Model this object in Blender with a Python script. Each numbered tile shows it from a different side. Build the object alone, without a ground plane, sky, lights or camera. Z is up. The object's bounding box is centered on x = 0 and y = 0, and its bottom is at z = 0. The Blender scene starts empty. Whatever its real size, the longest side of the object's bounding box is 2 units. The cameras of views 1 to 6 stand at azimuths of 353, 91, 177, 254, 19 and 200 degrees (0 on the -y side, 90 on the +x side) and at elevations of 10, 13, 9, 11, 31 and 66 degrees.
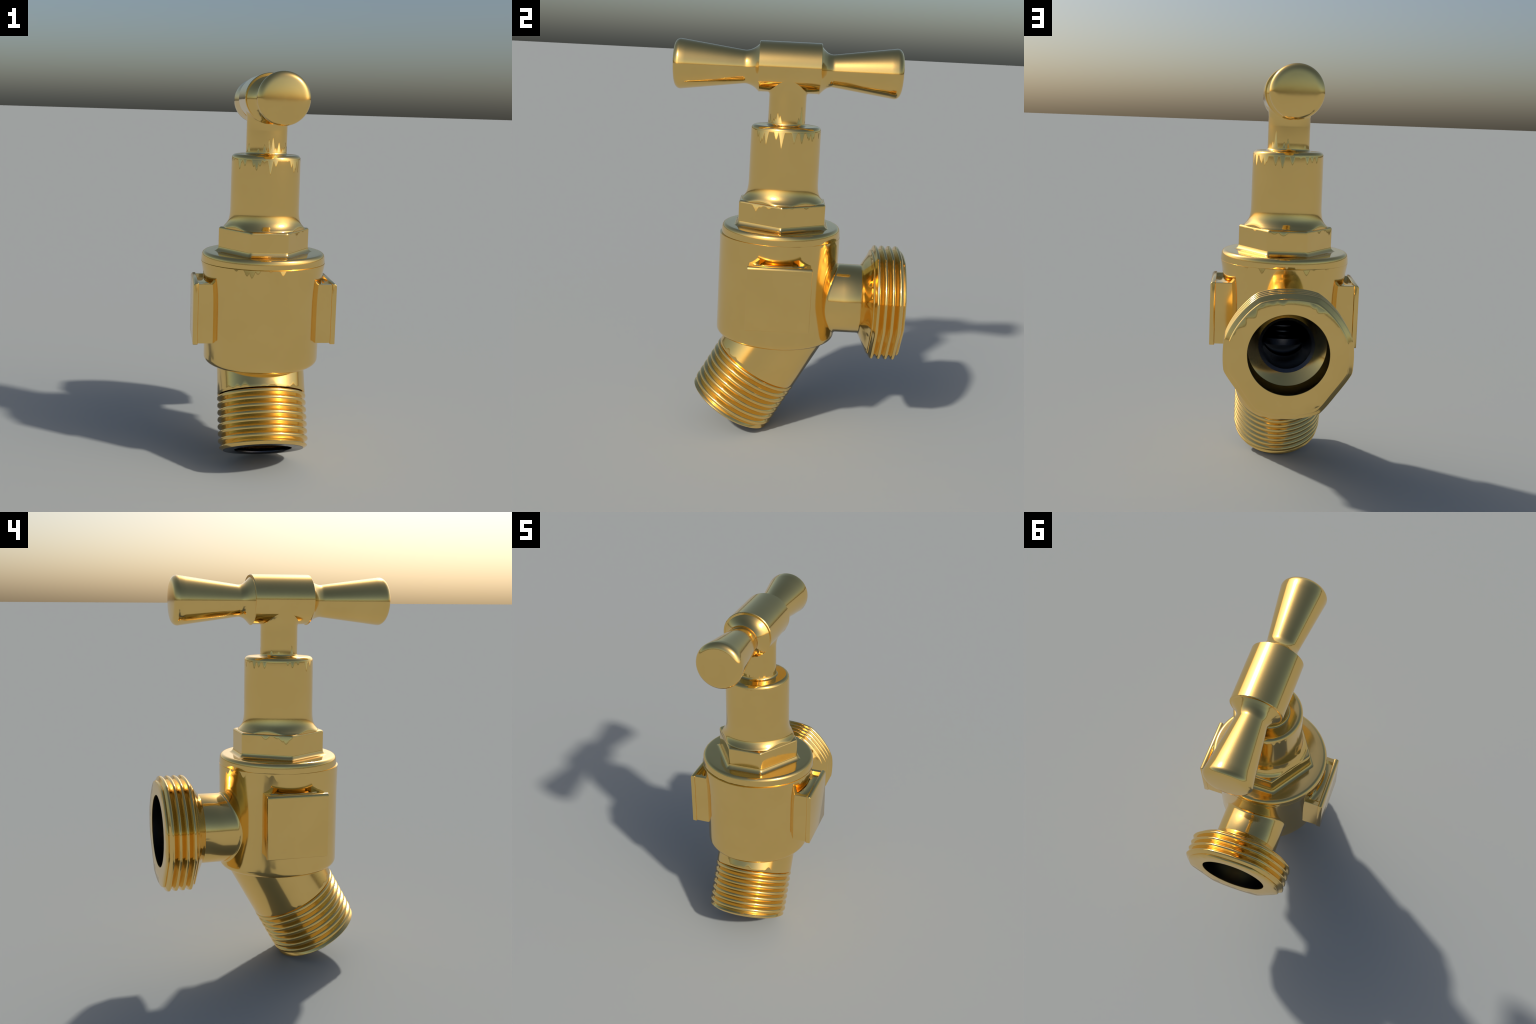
"""Brass garden tap: tilted threaded inlet, round valve body with two wrench
pads, hexagon bonnet, spindle, T-bar handle and a threaded hose outlet."""
import bpy, bmesh, math
from mathutils import Vector, Matrix

PI = math.pi
N = 192                      # points round a turned part

# ------------------------------------------------------------------ dimensions
AXIS_Y = -0.033              # axis of spindle, collar and hexagon
BODY_Y = -0.0365             # axis of the cast body
OUT_Z = 0.721                # axis height of the hose outlet
TILT = math.radians(29.3)
IN_DIR = Vector((0, -math.sin(TILT), -math.cos(TILT)))
IN_ORG = Vector((0, -0.0425, 0.488))

# ------------------------------------------------------------------ materials
def new_mat(name):
    m = bpy.data.materials.new(name)
    m.use_nodes = True
    nt = m.node_tree
    return m, nt, nt.nodes["Principled BSDF"]

def brass(name, rough=0.12, bump=0.0, scale=30.0, stretch=(1, 1, 1)):
    m, nt, b = new_mat(name)
    L = nt.links.new
    tc = nt.nodes.new("ShaderNodeTexCoord")
    mp = nt.nodes.new("ShaderNodeMapping")
    mp.inputs["Scale"].default_value = stretch
    L(tc.outputs["Object"], mp.inputs["Vector"])
    n = nt.nodes.new("ShaderNodeTexNoise")
    n.inputs["Scale"].default_value = 6.0
    n.inputs["Detail"].default_value = 3.0
    L(mp.outputs["Vector"], n.inputs["Vector"])
    ramp = nt.nodes.new("ShaderNodeValToRGB")
    ramp.color_ramp.elements[0].position = 0.35
    ramp.color_ramp.elements[1].position = 0.65
    ramp.color_ramp.elements[0].color = (0.93, 0.632, 0.212, 1)
    ramp.color_ramp.elements[1].color = (0.955, 0.655, 0.226, 1)
    L(n.outputs["Fac"], ramp.inputs["Fac"])
    L(ramp.outputs["Color"], b.inputs["Base Color"])
    b.inputs["Metallic"].default_value = 1.0
    rr = nt.nodes.new("ShaderNodeMapRange")
    rr.inputs["To Min"].default_value = rough * 0.85
    rr.inputs["To Max"].default_value = rough * 1.15
    L(n.outputs["Fac"], rr.inputs["Value"])
    L(rr.outputs["Result"], b.inputs["Roughness"])
    if bump > 0:
        n2 = nt.nodes.new("ShaderNodeTexNoise")
        n2.inputs["Scale"].default_value = scale
        n2.inputs["Detail"].default_value = 2.0
        L(mp.outputs["Vector"], n2.inputs["Vector"])
        bp = nt.nodes.new("ShaderNodeBump")
        bp.inputs["Strength"].default_value = 1.0
        bp.inputs["Distance"].default_value = bump
        L(n2.outputs["Fac"], bp.inputs["Height"])
        L(bp.outputs["Normal"], b.inputs["Normal"])
    return m

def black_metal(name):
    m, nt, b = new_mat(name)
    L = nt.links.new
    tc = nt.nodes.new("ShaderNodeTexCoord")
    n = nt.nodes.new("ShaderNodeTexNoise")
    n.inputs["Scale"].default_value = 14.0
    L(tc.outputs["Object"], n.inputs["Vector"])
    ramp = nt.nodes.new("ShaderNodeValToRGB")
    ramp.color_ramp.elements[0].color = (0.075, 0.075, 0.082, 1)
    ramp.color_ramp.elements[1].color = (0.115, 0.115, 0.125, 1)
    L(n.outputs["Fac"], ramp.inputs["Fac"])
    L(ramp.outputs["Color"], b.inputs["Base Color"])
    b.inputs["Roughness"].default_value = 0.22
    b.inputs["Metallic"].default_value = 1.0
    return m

def streaked(name, streaks, rough=0.11, bump=0.0, soft=0.022):
    """Polished brass with jagged edge reflections drawn by bent normals: next to a rim the normal
    tips away in narrow pointed wedges of false shading.  Each streak set is
    (origin, axis, height of rim, +1/-1 side, longest, freq, tip), or with
    axis length 'radial' measured inwards from a rim radius."""
    m = brass(name, rough)
    nt = m.node_tree
    L = nt.links.new
    b = nt.nodes["Principled BSDF"]
    def vmath(op, a, c=None):
        n = nt.nodes.new("ShaderNodeVectorMath")
        n.operation = op
        for k, v in ((0, a), (1, c)):
            if v is None:
                continue
            if isinstance(v, bpy.types.NodeSocket):
                L(v, n.inputs[k])
            else:
                n.inputs[k].default_value = v
        return n
    def math_(op, a, c=None, clamp=False):
        n = nt.nodes.new("ShaderNodeMath")
        n.operation = op
        n.use_clamp = clamp
        for k, v in ((0, a), (1, c)):
            if v is None:
                continue
            if isinstance(v, bpy.types.NodeSocket):
                L(v, n.inputs[k])
            else:
                n.inputs[k].default_value = v
        return n.outputs[0]
    tc = nt.nodes.new("ShaderNodeTexCoord")
    total = nt.nodes.new("ShaderNodeNewGeometry").outputs["Normal"]
    for org, axis, rim, side, longest, freq, tip, radial in streaks:
        p = vmath('SUBTRACT', tc.outputs["Object"], tuple(org)).outputs["Vector"]
        h = vmath('DOT_PRODUCT', p, tuple(axis)).outputs["Value"]
        sc = nt.nodes.new("ShaderNodeVectorMath")
        sc.operation = 'SCALE'
        sc.inputs[0].default_value = tuple(axis)
        L(h, sc.inputs["Scale"])
        flat = vmath('SUBTRACT', p, sc.outputs["Vector"]).outputs["Vector"]
        if radial:
            h = vmath('LENGTH', flat).outputs["Value"]
        unit = vmath('NORMALIZE', flat).outputs["Vector"]
        vo = nt.nodes.new("ShaderNodeTexVoronoi")
        vo.inputs["Scale"].default_value = freq
        L(unit, vo.inputs["Vector"])
        spike = math_('MULTIPLY', math_('SUBTRACT', 0.58, vo.outputs["Distance"]), longest / 0.5)
        t = math_('MULTIPLY', math_('SUBTRACT', h, rim), float(side))
        inside = math_('MAXIMUM', math_('SUBTRACT', spike, math_('MAXIMUM', t, 0.0)), 0.0)
        inside = math_('MULTIPLY', inside, math_('GREATER_THAN', t, 0.0))
        mask = math_('MULTIPLY', math_('MULTIPLY', inside, 1.0 / soft, True), tip)
        push = nt.nodes.new("ShaderNodeVectorMath")
        push.operation = 'SCALE'
        L(mask, push.inputs["Scale"])
        if radial:
            L(unit, push.inputs[0])
        else:
            push.inputs[0].default_value = tuple(axis)
        total = vmath('ADD', total, push.outputs["Vector"]).outputs["Vector"]
    normal = vmath('NORMALIZE', total).outputs["Vector"]
    if bump > 0:
        nz = nt.nodes.new("ShaderNodeTexNoise")
        nz.inputs["Scale"].default_value = 14.0
        L(tc.outputs["Object"], nz.inputs["Vector"])
        bp = nt.nodes.new("ShaderNodeBump")
        bp.inputs["Distance"].default_value = bump
        L(nz.outputs["Fac"], bp.inputs["Height"])
        L(normal, bp.inputs["Normal"])
        normal = bp.outputs["Normal"]
    L(normal, b.inputs["Normal"])
    return m

BRASS = brass("polished_brass", 0.11)
BRASS_THREAD = brass("cut_thread_brass", 0.13, bump=0.0008, scale=12.0)
BLACK = black_metal("dark_bore")

UP = (0.0, 0.0, 1.0)
STEM_AXIS = (0.0, AXIS_Y, 0.0)
COLLAR_BRASS = streaked("brass_collar", [(STEM_AXIS, UP, 1.576, -1, 0.080, 6.5, 0.15, False)])
SPINDLE_BRASS = streaked("brass_spindle", [(STEM_AXIS, UP, 1.611, 1, 0.100, 4.5, 0.15, False)])
HEX_BRASS = streaked("brass_hexagon", [(STEM_AXIS, UP, 1.213, -1, 0.050, 4.0, 0.15, False)])
FLANGE_BRASS = streaked("brass_flange", [(STEM_AXIS, UP, 1.0465, 1, 0.024, 9.0, 0.15, False)])
BODY_BRASS = streaked("brass_body", [((0, BODY_Y, 0), UP, 1.0455, -1, 0.060, 7.0, 0.15, False)])
SHANK_BRASS = streaked("brass_shank", [(IN_ORG, IN_DIR, 0.160, -1, 0.060, 4.0, 0.22, False)])
THREAD_BRASS = streaked("brass_outlet", [((0, 0, 0.712), (0.0, 1.0, 0.0), 0.264, -1, 0.075, 4.0, 0.16, True)], 0.12, bump=0.0008)

# ------------------------------------------------------------------- mesh kit
root = bpy.data.objects.new("garden_tap", None)
bpy.context.scene.collection.objects.link(root)
root["label"] = "polished brass garden tap with T-bar handle and threaded ends"
root["category"] = "tap"

def finish(bm, name, mat, parent=root, sharp=38.0):
    bmesh.ops.remove_doubles(bm, verts=bm.verts, dist=1e-6)
    bmesh.ops.recalc_face_normals(bm, faces=bm.faces)
    lim = math.radians(sharp)
    for e in bm.edges:
        if len(e.link_faces) == 2 and e.calc_face_angle(0) > lim:
            e.smooth = False
    for f in bm.faces:
        f.smooth = True
    me = bpy.data.meshes.new(name)
    bm.to_mesh(me)
    bm.free()
    for mm in (mat if isinstance(mat, (list, tuple)) else [mat]):
        me.materials.append(mm)
    ob = bpy.data.objects.new(name, me)
    bpy.context.scene.collection.objects.link(ob)
    ob.parent = parent
    return ob

def loft(rings, closed_ends=True, loop=False):
    """bmesh skin through equal-length rings of points."""
    bm = bmesh.new()
    vs = [[bm.verts.new(p) for p in r] for r in rings]
    n = len(vs[0])
    pairs = list(zip(vs[:-1], vs[1:]))
    if loop:
        pairs.append((vs[-1], vs[0]))
    for a, b in pairs:
        for i in range(n):
            j = (i + 1) % n
            bm.faces.new((a[i], a[j], b[j], b[i]))
    if closed_ends and not loop:
        bm.faces.new(vs[0])
        bm.faces.new(vs[-1])
    return bm

def arc(cx, cy, r, a0, a1, n=8):
    """profile arc in (radius, height), degrees."""
    return [(cx + r * math.cos(math.radians(a0 + (a1 - a0) * k / n)),
             cy + r * math.sin(math.radians(a0 + (a1 - a0) * k / n)))
            for k in range(n + 1)]

def subdivide(profile, step=0.02):
    out = [profile[0]]
    for a, b in zip(profile[:-1], profile[1:]):
        d = math.hypot(b[0] - a[0], b[1] - a[1])
        k = max(1, int(d / step))
        for i in range(1, k + 1):
            t = i / k
            out.append((a[0] + (b[0] - a[0]) * t, a[1] + (b[1] - a[1]) * t))
    return out

def spline(pts, n=6):
    """Catmull-Rom through control points."""
    out = []
    P = [pts[0]] + list(pts) + [pts[-1]]
    for i in range(1, len(P) - 2):
        p0, p1, p2, p3 = P[i - 1], P[i], P[i + 1], P[i + 2]
        for k in range(n):
            t = k / n
            out.append(tuple(
                0.5 * (2 * p1[c] + (p2[c] - p0[c]) * t
                       + (2 * p0[c] - 5 * p1[c] + 4 * p2[c] - p3[c]) * t * t
                       + (3 * p1[c] - p0[c] - 3 * p2[c] + p3[c]) * t ** 3)
                for c in range(2)))
    out.append(tuple(pts[-1]))
    return out

def turned(profile, origin, axis, sx=1.0, sy=1.0, loop=False, radius=None, n=N):
    """Lathe (radius, height) along axis 'z', '+y', '-y' or a tilted vector.
    sx, sy scale the two cross directions; radius(r, h, angle) may reshape."""
    o = Vector(origin)
    if axis == 'z':
        ex, ey, ez = Vector((1, 0, 0)), Vector((0, 1, 0)), Vector((0, 0, 1))
    elif axis == '+y':
        ex, ey, ez = Vector((1, 0, 0)), Vector((0, 0, 1)), Vector((0, 1, 0))
    elif axis == '-y':
        ex, ey, ez = Vector((1, 0, 0)), Vector((0, 0, 1)), Vector((0, -1, 0))
    else:
        ez = Vector(axis).normalized()
        ex = Vector((1, 0, 0))
        ey = ez.cross(ex)
    rings = []
    for r, h in profile:
        ring = []
        for i in range(n):
            a = 2 * PI * i / n
            rr = radius(r, h, a) if radius else r
            ring.append(o + ex * (rr * sx * math.cos(a)) + ey * (rr * sy * math.sin(a)) + ez * h)
        rings.append(ring)
    return loft(rings, True, loop)

# ------------------------------------------------------------------ valve body
def body_rings():
    rings = []
    top = 1.046
    prof = []                                 # (rx, ry, z)
    for r, z in arc(0.0, 0.0, 0.032, -90, 0, 8):
        prof.append((0.268 + r, 0.274 + r, 0.5425 + z))
    for rx, z in spline([(0.300, 0.575), (0.300, 0.70), (0.3005, 0.84), (0.304, 0.92),
                         (0.3125, 0.99), (0.3215, 1.043)], 5):
        prof.append((rx, 0.306, z))
    prof.append((0.3217, 0.306, top))
    for rx, ry, z in prof:
        low = max(0.0, min(1.0, (0.60 - z) / 0.05))         # underside slopes down to the outlet
        rings.append([(rx * math.cos(2 * PI * i / N), BODY_Y + ry * math.sin(2 * PI * i / N),
                       z - low * 0.005 * math.sin(2 * PI * i / N))
                      for i in range(N)])
    return rings

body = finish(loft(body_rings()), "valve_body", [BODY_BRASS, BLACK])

# valve chamber and passage, cut out of the body and dark inside
def cut(ob, bm, mat):
    c = finish(bm, "cutter", mat)
    m = ob.modifiers.new("cut", 'BOOLEAN')
    m.object = c
    m.operation = 'DIFFERENCE'
    m.solver = 'EXACT'
    m.material_mode = 'TRANSFER'
    dg = bpy.context.evaluated_depsgraph_get()
    me = bpy.data.meshes.new_from_object(ob.evaluated_get(dg), depsgraph=dg)
    ob.modifiers.clear()
    old = ob.data
    ob.data = me
    me.name = ob.name
    bpy.data.meshes.remove(old)
    bpy.data.objects.remove(c, do_unlink=True)

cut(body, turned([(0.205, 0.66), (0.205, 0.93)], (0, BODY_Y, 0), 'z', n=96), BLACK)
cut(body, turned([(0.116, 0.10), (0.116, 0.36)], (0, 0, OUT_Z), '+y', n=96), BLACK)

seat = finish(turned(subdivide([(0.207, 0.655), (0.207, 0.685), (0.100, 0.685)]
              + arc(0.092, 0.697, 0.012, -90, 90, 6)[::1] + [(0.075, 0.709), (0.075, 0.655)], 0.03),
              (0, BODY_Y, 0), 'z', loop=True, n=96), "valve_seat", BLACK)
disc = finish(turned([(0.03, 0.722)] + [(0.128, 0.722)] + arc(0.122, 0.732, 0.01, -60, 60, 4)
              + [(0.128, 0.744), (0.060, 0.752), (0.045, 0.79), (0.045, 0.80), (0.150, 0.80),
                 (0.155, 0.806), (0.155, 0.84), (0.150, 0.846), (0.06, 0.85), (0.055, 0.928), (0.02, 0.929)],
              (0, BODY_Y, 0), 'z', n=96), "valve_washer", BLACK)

# ---------------------------------------------------------------- wrench pads
PAD = dict(y0=-0.184, y1=0.127, z0=0.635, z1=0.953, xi=0.341, xo=0.3665)

def box(bm, lo, hi):
    g = bmesh.ops.create_cube(bm, size=1.0)
    for v in g["verts"]:
        v.co = Vector([lo[k] + (v.co[k] + 0.5) * (hi[k] - lo[k]) for k in range(3)])
    return g["verts"]

def bevelled(bm, w, seg=3):
    bmesh.ops.bevel(bm, geom=list(bm.edges), offset=w, segments=seg, affect='EDGES', profile=0.5)

def body_x(y, z=0.93):
    """outer x of the body at y, z (for fillets on the pads)"""
    rx = 0.305 if z > 0.9 else 0.3005
    t = (y - BODY_Y) / 0.306
    return rx * math.sqrt(max(0.0, 1 - t * t))

def pad_block(sign):
    """Block between body and plate: flat floor on top that sweeps up to the
    body in a fillet, and a low wall at either end."""
    y0, y1 = PAD["y0"] + 0.004, PAD["y1"] - 0.004
    xo = PAD["xi"] + 0.004
    zb, zt, fl = 0.642, 0.9490, 0.931
    wall = 0.024
    cols = []
    ny = 40
    ys = [y0, y0 + 0.002, y0 + wall - 0.002, y0 + wall + 0.010]
    a, b = y0 + wall + 0.010, y1 - wall - 0.010
    ys += [a + (b - a) * k / ny for k in range(1, ny)]
    ys += [y1 - wall - 0.010, y1 - wall + 0.002, y1 - 0.002, y1]
    nx = 14
    rows = []
    for y in ys:
        inwall = y < y0 + wall or y > y1 - wall
        xb = body_x(y) - 0.02
        row = [(xb, zb)]
        for k in range(nx + 1):
            x = xb + (xo - xb) * k / nx
            d = x - body_x(y)
            if inwall:
                z = zt - (0.002 if y in (y0, y1) else 0)
            else:
                fr = 0.034                       # fillet radius up the body side
                z = fl
                if d < fr:
                    z = fl + (fr - math.sqrt(max(0.0, fr * fr - (fr - max(d, 0.0)) ** 2))) * 0.85
                z = min(z, zt - 0.002)
            row.append((x, z))
        row.append((xo, zb))
        rows.append([(sign * x, y, z) for x, z in row])
    return loft(rows)

for s in (1, -1):
    bm = pad_block(s)
    blk = finish(bm, "wrench_pad", BRASS, sharp=30)
    bm = bmesh.new()
    lo = (PAD["xi"], PAD["y0"], PAD["z0"])
    hi = (PAD["xo"], PAD["y1"], PAD["z1"])
    if s < 0:
        lo, hi = (-hi[0], lo[1], lo[2]), (-PAD["xi"], hi[1], hi[2])
    box(bm, lo, hi)
    # broad soft edge along the top of the face, fine ones elsewhere
    face_x = PAD["xo"] * s
    top = [e for e in bm.edges if all(abs(v.co.z - PAD["z1"]) < 1e-5 and abs(v.co.x - face_x) < 1e-5
                                      for v in e.verts)]
    bmesh.ops.bevel(bm, geom=top, offset=0.015, segments=6, affect='EDGES', profile=0.5)
    edges = [e for e in bm.edges if e.calc_face_angle(0) > 1.0]
    bmesh.ops.bevel(bm, geom=edges, offset=0.004, segments=3, affect='EDGES', profile=0.5)
    finish(bm, "pad_plate", BRASS, parent=blk, sharp=45)

# ------------------------------------------------------------- bonnet flange
fl_prof = [(0.29, 1.02), (0.3205, 1.0455), (0.322, 1.050), (0.3195, 1.075)] \
    + [(0.2985 + x, 1.0765 + z) for x, z in arc(0, 0, 0.0205, 8, 90, 8)] + [(0.05, 1.0970)]
finish(turned(subdivide(fl_prof, 0.03), (0, -0.033, 0), 'z', 1.0, 0.3025 / 0.322),
       "bonnet_flange", FLANGE_BRASS)

# ---------------------------------------------------------------- hexagon nut
HEX = [(0.2365, 0.0), (0.0930, 0.2160), (-0.0930, 0.2160),
       (-0.2365, 0.0), (-0.0930, -0.2160), (0.0930, -0.2160)]
SIDES = []
for (x1, y1), (x2, y2) in zip(HEX, HEX[1:] + HEX[:1]):
    nx, ny = y2 - y1, -(x2 - x1)
    l = math.hypot(nx, ny)
    nx, ny = nx / l, ny / l
    SIDES.append((nx, ny, nx * x1 + ny * y1))

def hex_radius(a, grow=0.0, p=70):
    """p-norm hexagon: flat sides with slightly eased corners"""
    s = 0.0
    for nx, ny, d in SIDES:
        c = nx * math.cos(a) + ny * math.sin(a)
        if c > 0:
            s += (c / (d + grow)) ** p
    return s ** (-1.0 / p)

NH = 384
hex_levels = []
for r, z in arc(0.026, 0.026, 0.026, 270, 180, 8):          # fillet on the flange
    hex_levels.append((r, 1.0960 + z))
for k in range(1, 6):
    hex_levels.append((0.0, 1.1245 + (1.2115 - 1.1245) * k / 5))
for r, z in arc(-0.011, 0, 0.011, 15, 90, 5):
    hex_levels.append((r, 1.2115 + z))
rings = []
for g, z in hex_levels:
    rings.append([(hex_radius(2 * PI * i / NH, g) * math.cos(2 * PI * i / NH),
                   AXIS_Y + hex_radius(2 * PI * i / NH, g) * math.sin(2 * PI * i / NH), z)
                  for i in range(NH)])
rings.append([(0.15 * math.cos(2 * PI * i / NH), AXIS_Y + 0.15 * math.sin(2 * PI * i / NH), 1.2245)
              for i in range(NH)])
finish(loft(rings), "hex_nut", HEX_BRASS, sharp=40)

# --------------------------------------------------------------- bonnet collar
flare = spline([(0.208, 1.2210), (0.2045, 1.2270), (0.1960, 1.2365), (0.1875, 1.2490), (0.1812, 1.2650),
                (0.1772, 1.289), (0.1757, 1.315), (0.1753, 1.36)], 6)
col_prof = flare + [(0.1750, 1.45), (0.1740, 1.570)] \
    + [(0.1522 + x, 1.5755 + z) for x, z in arc(0, 0, 0.0215, 5, 90, 8)] \
    + [(0.05, 1.597)]

def col_radius(r, h, a):
    """over the four narrow sides the flare is cut by the flats of the hexagon"""
    lim = hex_radius(a, -0.003, 60)
    return (r ** -60 + lim ** -60) ** (-1 / 60)

bm = turned([(0.12, 1.215)] + [(r, h) for r, h in subdivide(col_prof, 0.03)],
            (0, AXIS_Y, 0), 'z', 1.012, 1.0, radius=col_radius)
finish(bm, "bonnet_collar", COLLAR_BRASS, sharp=50)

# --------------------------------------------------------------------- spindle
HUB_Z, HUB_R = 1.8775, 0.1225
SX, SY = 0.1042, 0.0925

def hub_under(x):
    return HUB_Z - math.sqrt(max(0.0, HUB_R ** 2 - (x * HUB_R / 0.132) ** 2))

rings = []
def stem_ring(grow, zf):
    ring = []
    for i in range(N):
        a = 2 * PI * i / N
        x, y = (SX + grow) * math.cos(a), (SY + grow) * math.sin(a)
        ring.append((x, AXIS_Y + y, zf(x, y)))
    return ring
for r, z in arc(0.013, 0.013, 0.013, 270, 180, 6):
    rings.append(stem_ring(r, lambda x, y, z=z: 1.5965 + z))
for k in range(1, 5):
    rings.append(stem_ring(0, lambda x, y, k=k: 1.615 + 0.10 * k / 4))
for r, z in arc(0.012, -0.012, 0.012, 180, 90, 6):
    rings.append(stem_ring(r, lambda x, y, r=r, z=z: hub_under(x) + z * (1 + 2.5 * (x / SX) ** 2) + 0.001))
rings.append(stem_ring(-0.03, lambda x, y: hub_under(x) + 0.02))
finish(loft(rings), "spindle", SPINDLE_BRASS, sharp=50)

# ---------------------------------------------------------------------- handle
hub_prof = [(0.05, -0.175), (0.1195, -0.1815), (0.1225, -0.1785)] \
    + [(0.1225, -0.1785 + 0.298 * k / 10) for k in range(1, 11)] + [(0.1195, 0.1225), (0.05, 0.12)]
hub = finish(turned(hub_prof, (0, 0, HUB_Z), '+y', sx=0.132 / HUB_R), "handle_hub", BRASS)

def grip_profile(y_hub, y_neck, y_end, r_neck, r_end):
    """from the hub face: concave shoulder, waist, long flare, rounded end"""
    d = y_neck - y_hub
    sh = spline([(0.1195, y_hub - 0.004), (0.1125, y_hub + 0.05 * d), (0.0985, y_hub + 0.30 * d),
                 (r_neck + 0.0065, y_hub + 0.62 * d), (r_neck, y_hub + 1.0 * d),
                 (r_neck + 0.0015, y_hub + 1.35 * d)], 5)
    e = 0.026
    y_round = y_end - 0.035
    body = subdivide([sh[-1], (r_end - 0.0006, y_round)], 0.03)[1:]
    nose = spline([(r_end - 0.0006, y_round), (r_end - 0.0025, y_round + 0.010),
                   (r_end - 0.011, y_round + 0.0215), (r_end - 0.026, y_round + 0.029),
                   (r_end - 0.055, y_round + 0.0325)], 5)[1:] \
        + [(0.045, y_end - 0.0010), (0.02, y_end - 0.0002), (0.001, y_end)]
    return [(0.03, y_hub - 0.01)] + sh + body + nose

def grip_shape(y_hub, y_neck):
    """wider than tall where the shoulder meets the oval hub"""
    def f(r, h, a):
        t = max(0.0, min(1.0, (y_neck - h) / (y_neck - y_hub)))
        return r * (1 + 0.075 * t * math.cos(a) ** 2)
    return f

finish(turned(grip_profile(0.180, 0.243, 0.6010, 0.0805, 0.1218), (0, 0, 1.8705), '-y', radius=grip_shape(0.180, 0.243)),
       "handle_grip", BRASS, sharp=60)
finish(turned(grip_profile(0.121, 0.176, 0.5235, 0.0785, 0.1218), (0, 0, 1.8705), '+y', radius=grip_shape(0.121, 0.176)),
       "handle_grip", BRASS, sharp=60)

# ---------------------------------------------------------------- hose outlet
def neck_rings():
    rings = []
    R = 0.1777
    def ring(grow, yf):
        out = []
        for i in range(N):
            a = 2 * PI * i / N
            x, z = (R + grow) * math.cos(a), (R + grow) * math.sin(a)
            out.append((x, yf(x), OUT_Z + z))
        return out
    surf = lambda x: BODY_Y + 0.306 * math.sqrt(max(0.0, 1 - (x / 0.3005) ** 2))
    rings.append(ring(-0.058, lambda x: 0.20))
    rings.append(ring(-0.02, lambda x: surf(x) - 0.03))
    for r, y in arc(0.012, 0.012, 0.012, 270, 180, 6):
        rings.append(ring(r, lambda x, y=y: surf(x) + y - 0.001))
    rings.append(ring(0, lambda x: 0.30))
    rings.append(ring(0, lambda x: 0.39))
    rings.append(ring(-0.01, lambda x: 0.41))
    rings.append(ring(-0.058, lambda x: 0.41))
    rings.append(ring(-0.062, lambda x: 0.30))
    return rings
finish(loft(neck_rings(), loop=True), "outlet_neck", BRASS, sharp=40)

THREAD_Z = 0.7095
# corner angle, radius there, sag of the side that follows it
OUT_SIDES = [(14, 0.2985, 0.0065), (62, 0.3020, 0.0125), (116, 0.3025, 0.0065), (166, 0.2990, 0.0040),
             (194, 0.3005, 0.0190), (240, 0.3035, 0.0105), (300, 0.3020, 0.0200), (346, 0.2975, 0.0040)]

def outlet_outline(a):
    deg = math.degrees(a) % 360
    for k, (a0, r0, sag) in enumerate(OUT_SIDES):
        a1, r1, _ = OUT_SIDES[(k + 1) % len(OUT_SIDES)]
        span, d = (a1 - a0) % 360, (deg - a0) % 360
        if d < span:
            t = d / span
            return r0 + (r1 - r0) * t - sag * math.sin(PI * t)

def outlet_shape(r, h, a):
    """the hose thread is not quite round: eight shallow sides"""
    return r + (outlet_outline(a) - 0.300) * min(1.0, max(0.0, (r - 0.19) / 0.07))

def ridge_drop(u, cap):
    """eased crest over the share cap of the ridge, straight flanks below"""
    if u < cap:
        return 0.10 * (u / cap) ** 2
    return 0.10 + 0.90 * (u - cap) / (1 - cap)

def ridges(n, first, pitch, crest, depth, power, steps=16):
    out = []
    for k in range(n):
        for i in range(steps):
            u = -1 + 2 * i / steps
            h = first + pitch * (k + u / 2)
            out.append((crest - depth * ridge_drop(abs(u), power), h))
    out.append((crest - depth, first + pitch * (n - 0.5)))
    return out

cone = spline([(0.1730, 0.376), (0.1790, 0.391), (0.2050, 0.4060), (0.2450, 0.4270), (0.2710, 0.4380)], 5)
out_prof = cone + [(0.2735, 0.4400), (0.2725, 0.4420)] \
    + ridges(4, 0.4630, 0.0362, 0.2980, 0.0240, 0.34) \
    + [(0.2760, 0.5935), (0.2730, 0.5985), (0.2690, 0.6005), (0.1850, 0.6005)]
inside = [(0.1840, 0.5995), (0.1840, 0.585)]
outer = subdivide(out_prof, 0.03) + inside + [(0.1850, 0.56), (0.1850, 0.5), (0.19, 0.44), (0.16, 0.39)]
bm = turned(outer, (0, 0, 0), '+y', loop=True, radius=outlet_shape)
# outer thread sits a little lower than the bore: shear the offset by radius
for v in bm.verts:
    r = math.hypot(v.co.x, v.co.z)
    t = min(1.0, max(0.0, (r - 0.19) / 0.06))
    v.co.z += OUT_Z + (THREAD_Z - OUT_Z) * t
finish(bm, "outlet_thread", THREAD_BRASS, sharp=42)

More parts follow.
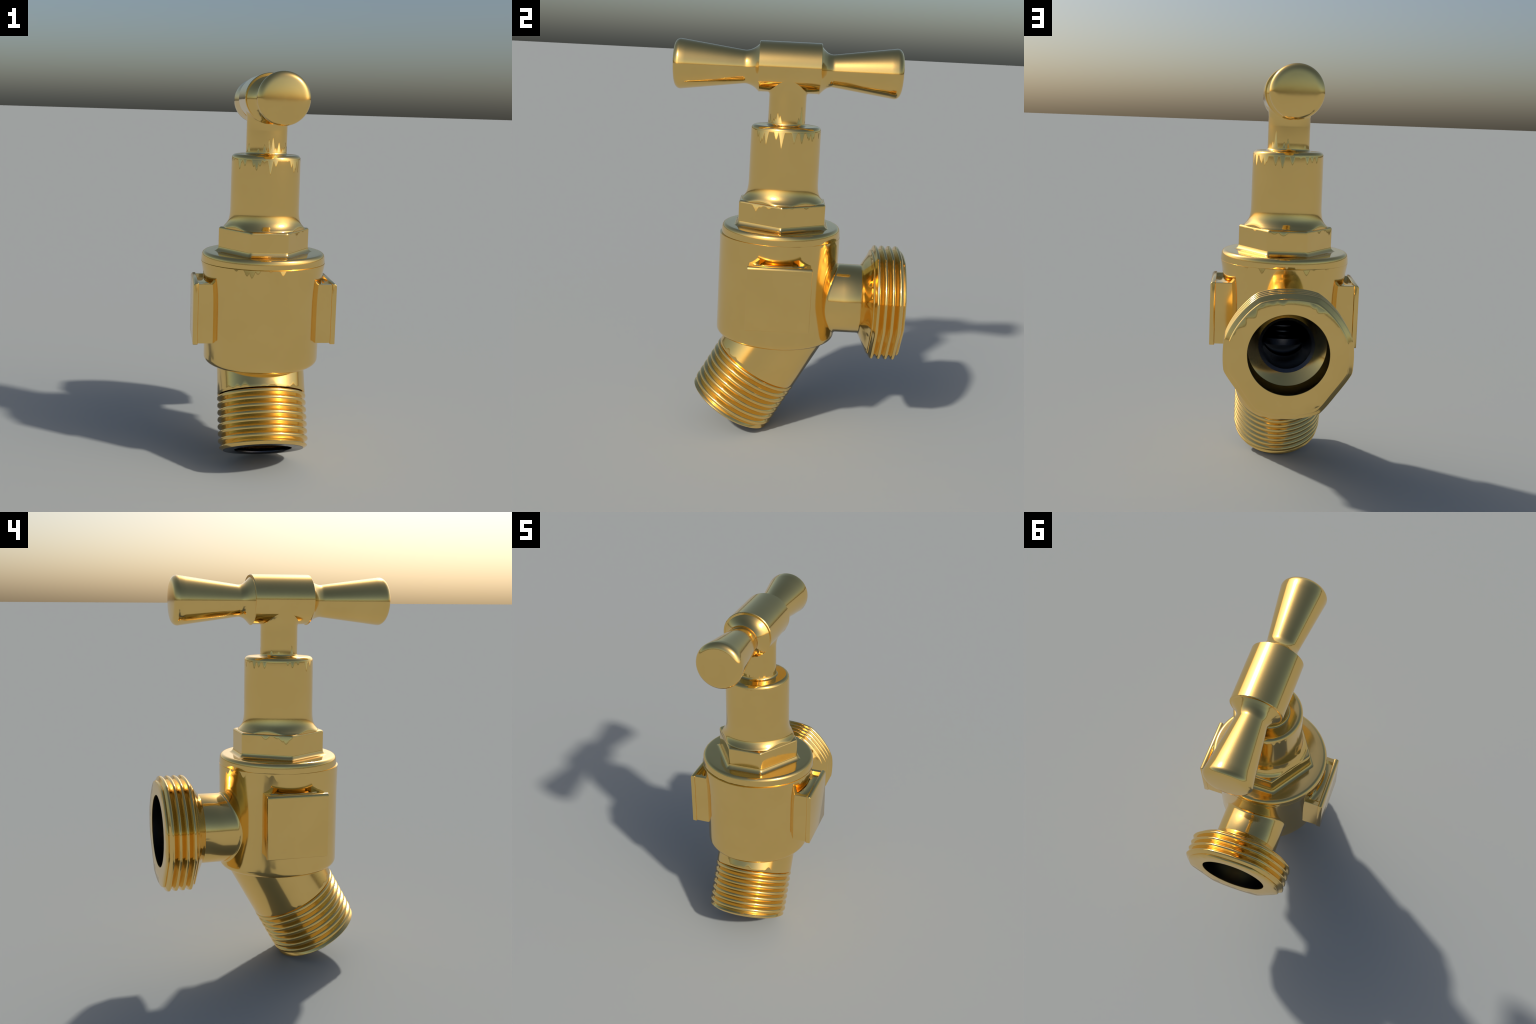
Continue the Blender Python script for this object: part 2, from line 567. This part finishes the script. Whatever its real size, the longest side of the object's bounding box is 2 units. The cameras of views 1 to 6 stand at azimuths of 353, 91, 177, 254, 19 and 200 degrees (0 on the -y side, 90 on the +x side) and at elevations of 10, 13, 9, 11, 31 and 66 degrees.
finish(turned([(0.1895, 0.592), (0.1835, 0.595), (0.1825, 0.54), (0.1815, 0.462), (0.187, 0.460), (0.1895, 0.54)],
              (0, 0, OUT_Z), '+y', loop=True), "dark_bore_wall", BLACK)
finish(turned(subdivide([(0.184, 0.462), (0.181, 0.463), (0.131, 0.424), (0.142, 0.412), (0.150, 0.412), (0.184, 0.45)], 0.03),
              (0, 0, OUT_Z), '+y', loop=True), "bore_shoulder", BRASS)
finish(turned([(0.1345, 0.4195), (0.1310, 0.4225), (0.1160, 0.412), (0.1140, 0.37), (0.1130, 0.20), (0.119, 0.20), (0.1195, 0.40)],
              (0, 0, OUT_Z), '+y', loop=True), "dark_bore_wall", BLACK)

# ----------------------------------------------------------------------- inlet
R_SH = 0.2290
def shank_rings():
    """straight pipe stub; its upper end is cut level inside the body"""
    ey = IN_DIR.cross(Vector((1, 0, 0)))
    def ring(r, h=None, level=None):
        out = []
        for i in range(N):
            a = 2 * PI * i / N
            p = IN_ORG + Vector((1, 0, 0)) * (r * math.cos(a)) + ey * (r * math.sin(a))
            hh = h if level is None else (level - p.z) / IN_DIR.z
            out.append(p + IN_DIR * hh)
        return out
    return [ring(0.15, level=0.60), ring(R_SH, level=0.60), ring(R_SH, 0.12), ring(R_SH, 0.145), ring(R_SH, 0.1585),
            ring(R_SH - 0.001, 0.1605), ring(0.204, 0.161), ring(0.15, 0.161)]
finish(loft(shank_rings(), loop=True), "inlet_shank", SHANK_BRASS)

in_prof = [(0.150, 0.150), (0.205, 0.152), (0.219, 0.1625)] \
    + ridges(7, 0.1762, 0.0366, 0.2315, 0.0190, 0.38)[4:] \
    + [(0.2250, 0.4270), (0.2262, 0.4295), (0.2252, 0.4320), (0.2075, 0.4425), (0.2055, 0.4420), (0.2, 0.43),
       (0.150, 0.42), (0.150, 0.39)]
in_thread = finish(turned(subdivide(in_prof, 0.03), IN_ORG, IN_DIR, loop=True), "inlet_thread", BRASS_THREAD, sharp=42)
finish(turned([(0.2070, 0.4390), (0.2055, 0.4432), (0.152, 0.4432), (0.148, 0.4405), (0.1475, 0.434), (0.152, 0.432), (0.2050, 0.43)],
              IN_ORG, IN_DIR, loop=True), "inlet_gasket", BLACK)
